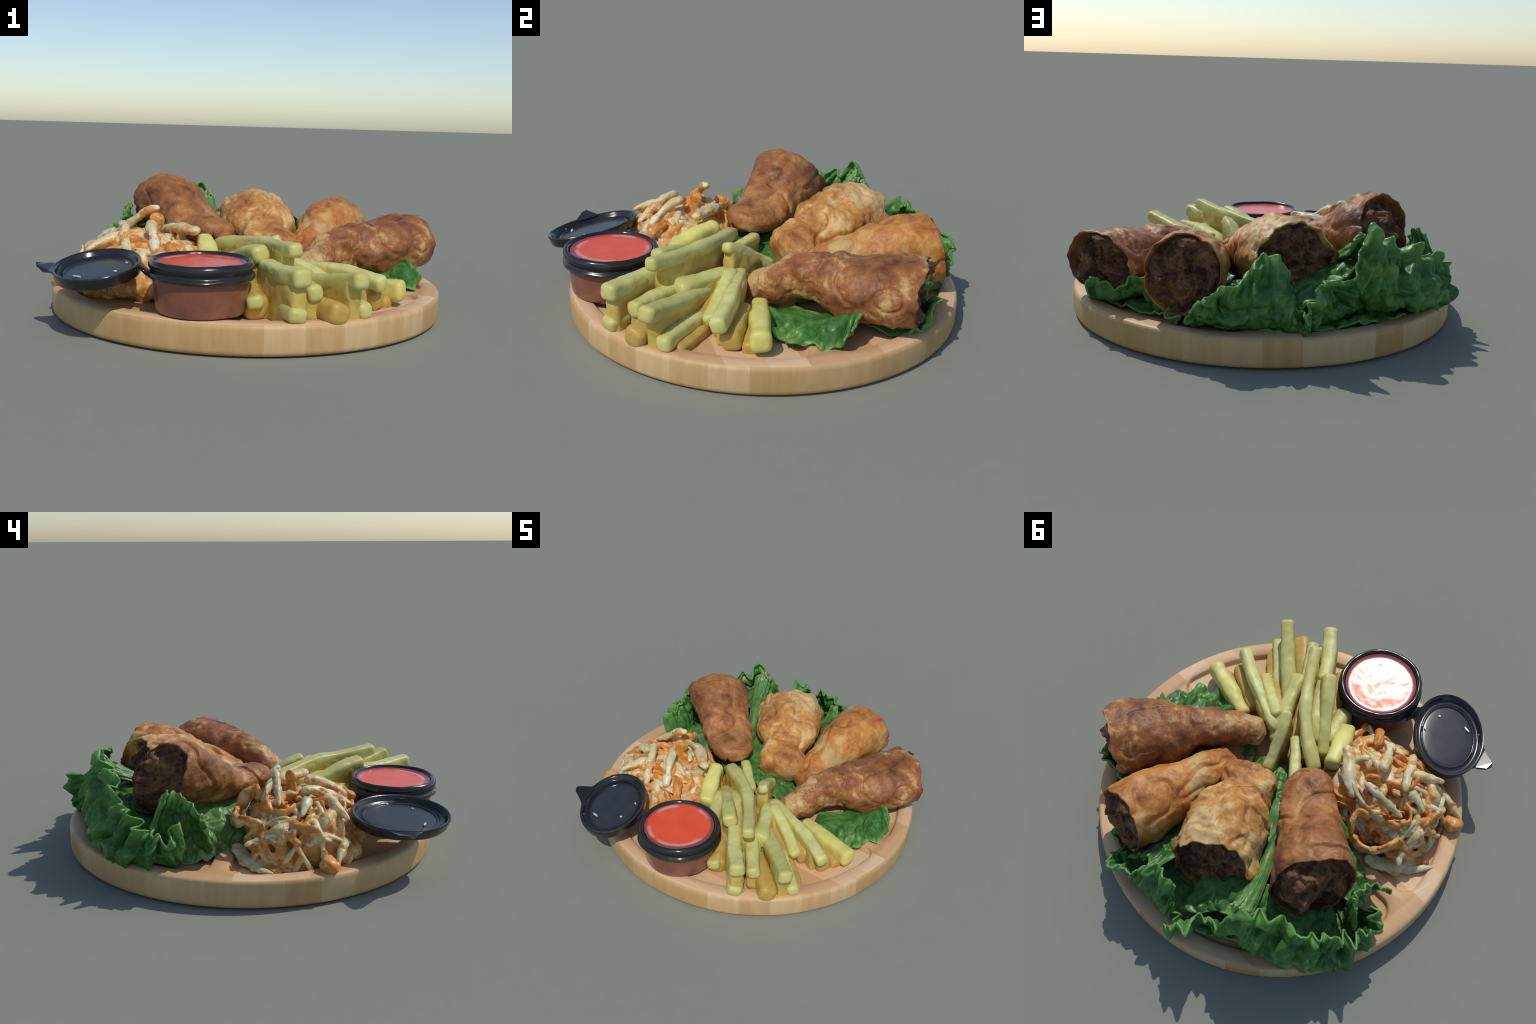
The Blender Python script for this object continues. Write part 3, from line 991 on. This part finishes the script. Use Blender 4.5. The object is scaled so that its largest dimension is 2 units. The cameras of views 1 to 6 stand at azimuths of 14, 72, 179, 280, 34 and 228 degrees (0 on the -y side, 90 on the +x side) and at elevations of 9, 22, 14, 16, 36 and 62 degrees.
def strand(path, w, h, mat, name, seed=0.0, twist=0.0, n=26, nt=12, body=True, loose=True):
    C = catmull(path, n)
    T = np.gradient(C, axis=0)
    T /= np.linalg.norm(T, axis=1)[:, None]
    vs, fs = [], []
    ref = V(0, 0, 1)
    for i in range(n):
        f = i / (n - 1)
        sd = np.cross(T[i], ref)
        if np.linalg.norm(sd) < .2:
            sd = np.cross(T[i], V(.6, .8, 0))
        sd /= np.linalg.norm(sd)
        u2 = np.cross(sd, T[i])
        a = twist * (f - .3)
        sd, u2 = sd * math.cos(a) + u2 * math.sin(a), u2 * math.cos(a) - sd * math.sin(a)
        cap = max(.05, 1 - abs(2 * f - 1) ** 6) ** .5
        for j in range(nt):
            t = 2 * math.pi * j / nt
            k = 1 + .50 * fbm(C[i], 11, 3, seed) + .25 * fbm(C[i], 20, 2, seed + j * .3)
            vs.append(C[i] + (sd * math.cos(t) * w + u2 * math.sin(t) * h) * cap * k)
    for i in range(n - 1):
        for j in range(nt):
            k = (j + 1) % nt
            fs.append((i * nt + j, i * nt + k, (i + 1) * nt + k, (i + 1) * nt + j))
    fs.append(tuple(range(nt)))
    fs.append(tuple(range((n - 1) * nt, n * nt)))
    if body:
        b0 = len(SOUP_V)
        SOUP_V.extend([V(*(C[i // nt] + (np.array(v) - C[i // nt]) * 1.05 - V(0, 0, .004))) for i, v in enumerate(vs)])
        SOUP_F.extend([tuple(b0 + k for k in f) for f in fs])
    if not loose:
        return
    o = C[n // 2]
    ob = mesh_object(name, [v - o for v in np.array(vs)], fs, mat)
    ob.parent = slaw
    ob.location = Vector(o) - Vector(slaw.location)
    return ob

# strands that stand out on the mound
KEY = [
    ([(-.394, -.17, .494), (-.45, -.175, .480), (-.52, -.19, .430), (-.607, -.212, .372)], .017, .016, M_PALE),
    ([(-.535, -.300, .425), (-.49, -.37, .415), (-.45, -.45, .375), (-.400, -.538, .315)], .024, .022, M_WHITE),
    ([(-.545, -.335, .385), (-.60, -.33, .375), (-.655, -.318, .340)], .021, .018, M_PALE),
    ([(-.385, -.300, .432), (-.36, -.36, .425), (-.32, -.43, .385), (-.285, -.495, .325)], .026, .022, M_WHITE),
    ([(-.151, -.289, .405), (-.22, -.24, .405), (-.29, -.17, .40), (-.372, -.110, .385)], .030, .022, M_WHITE),
    ([(-.612, -.525, .225), (-.69, -.51, .215), (-.772, -.498, .180)], .018, .016, M_PALE),
    ([(-.47, -.40, .39), (-.53, -.45, .37), (-.610, -.531, .320)], .022, .018, M_WHITE),
    ([(-.29, -.17, .40), (-.40, -.13, .385), (-.50, -.12, .36), (-.56, -.14, .37)], .012, .020, M_PALE),
    ([(-.712, -.227, .262), (-.70, -.17, .245), (-.71, -.11, .225), (-.735, -.070, .215)], .022, .018, M_WHITE),
    ([(-.64, -.02, .135), (-.71, -.07, .128), (-.77, -.13, .126), (-.846, -.220, .138)], .018, .008, M_PALE),
    ([(-.58, .00, .16), (-.66, -.05, .140), (-.72, -.11, .130), (-.78, -.15, .124)], .040, .012, M_WHITE),
    ([(-.66, -.10, .16), (-.73, -.17, .135), (-.79, -.25, .124)], .036, .012, M_CORE),
    ([(-.12, -.34, .235), (-.16, -.42, .225), (-.20, -.52, .20)], .050, .055, M_CORE),
    ([(-.10, -.28, .27), (-.18, -.31, .30), (-.25, -.34, .33)], .045, .040, M_CORE),
    ([(-.24, -.545, .17), (-.34, -.56, .18), (-.46, -.56, .16)], .040, .045, M_CORE),
    ([(-.52, -.55, .15), (-.60, -.53, .16), (-.68, -.50, .15)], .036, .040, M_CORE),
    ([(-.09, -.40, .28), (-.10, -.47, .27), (-.09, -.53, .26)], .016, .014, M_CARROT),
    ([(-.66, -.20, .235), (-.65, -.10, .29), (-.62, -.02, .305)], .012, .024, M_CARROT),
    ([(-.473, .003, .300), (-.45, -.03, .36), (-.443, -.073, .380), (-.50, -.10, .37)], .016, .034, M_CARROT),
    ([(-.473, .003, .300), (-.54, .01, .27), (-.60, -.01, .28), (-.62, -.03, .31)], .018, .034, M_CARROT),
    ([(-.576, -.143, .385), (-.61, -.18, .32), (-.64, -.24, .285), (-.69, -.32, .30), (-.70, -.41, .285)], .020, .032, M_CARROT),
    ([(-.373, -.225, .474), (-.385, -.235, .43), (-.40, -.25, .385), (-.41, -.26, .33)], .014, .028, M_CARROT),
    ([(-.25, -.42, .36), (-.21, -.48, .33), (-.17, -.53, .28)], .030, .03, M_CARROT),
    ([(-.72, -.44, .17), (-.76, -.46, .16), (-.80, -.445, .150)], .040, .035, M_CARROT),
    ([(-.10, -.52, .27), (-.15, -.50, .26), (-.20, -.47, .27)], .018, .016, M_WHITE),
    ([(-.56, -.47, .33), (-.61, -.44, .33), (-.67, -.41, .30)], .02, .018, M_WHITE),
    ([(-.50, -.57, .20), (-.47, -.55, .26), (-.45, -.52, .32)], .024, .02, M_CARROT),
    ([(-.33, -.56, .17), (-.34, -.53, .25), (-.35, -.49, .33)], .026, .02, M_WHITE),
    ([(-.40, -.59, .15), (-.41, -.56, .22), (-.42, -.53, .29)], .026, .02, M_CORE),
]
for i, (path, w, h, m) in enumerate(KEY):
    strand(path, w, h, m, 'carrot_shred' if m is M_CARROT else 'cabbage_strand', i * 2.3, n=34, nt=16)

# the rest of the tangle follows the mound; every third strand stays buried in the dressed mass
for i in range(210):
    al = rng.uniform(0, 2 * math.pi)
    be = rng.random() ** .6 * .97
    ln = rng.uniform(.09, .24)
    da = rng.choice((-1, 1)) * rng.uniform(.1, 1.0) * ln / .32 / max(.35, be)
    db = rng.uniform(-1.0, 1.0) * ln / .36
    pts = []
    lift0 = rng.uniform(-.022, -.002)
    bow = rng.uniform(.0, .028)
    wob = rng.uniform(-.16, .16)
    for k in range(5):
        f = k / 4
        bb = min(1.0, max(.02, be + db * (f - .5) + wob * math.sin(math.pi * f)))
        pts.append(dome(al + da * (f - .5), bb, lift0 + bow * math.sin(math.pi * f) + rng.uniform(-.008, .008)))
    pts = [V(p[0], p[1], max(p[2], .118)) for p in pts]
    kind = rng.random()
    if kind < .34:
        m, w, h = M_WHITE, rng.uniform(.012, .026), rng.uniform(.008, .015)
    elif kind < .52:
        m, w, h = M_PALE, rng.uniform(.009, .018), rng.uniform(.008, .013)
    else:
        m, w, h = M_CARROT, rng.uniform(.008, .013), rng.uniform(.014, .030)
    strand(pts, w, h, m, 'carrot_shred' if m is M_CARROT else 'cabbage_strand', i * 1.7, rng.uniform(-1, 1), loose=i % 3 != 0)
build_core()
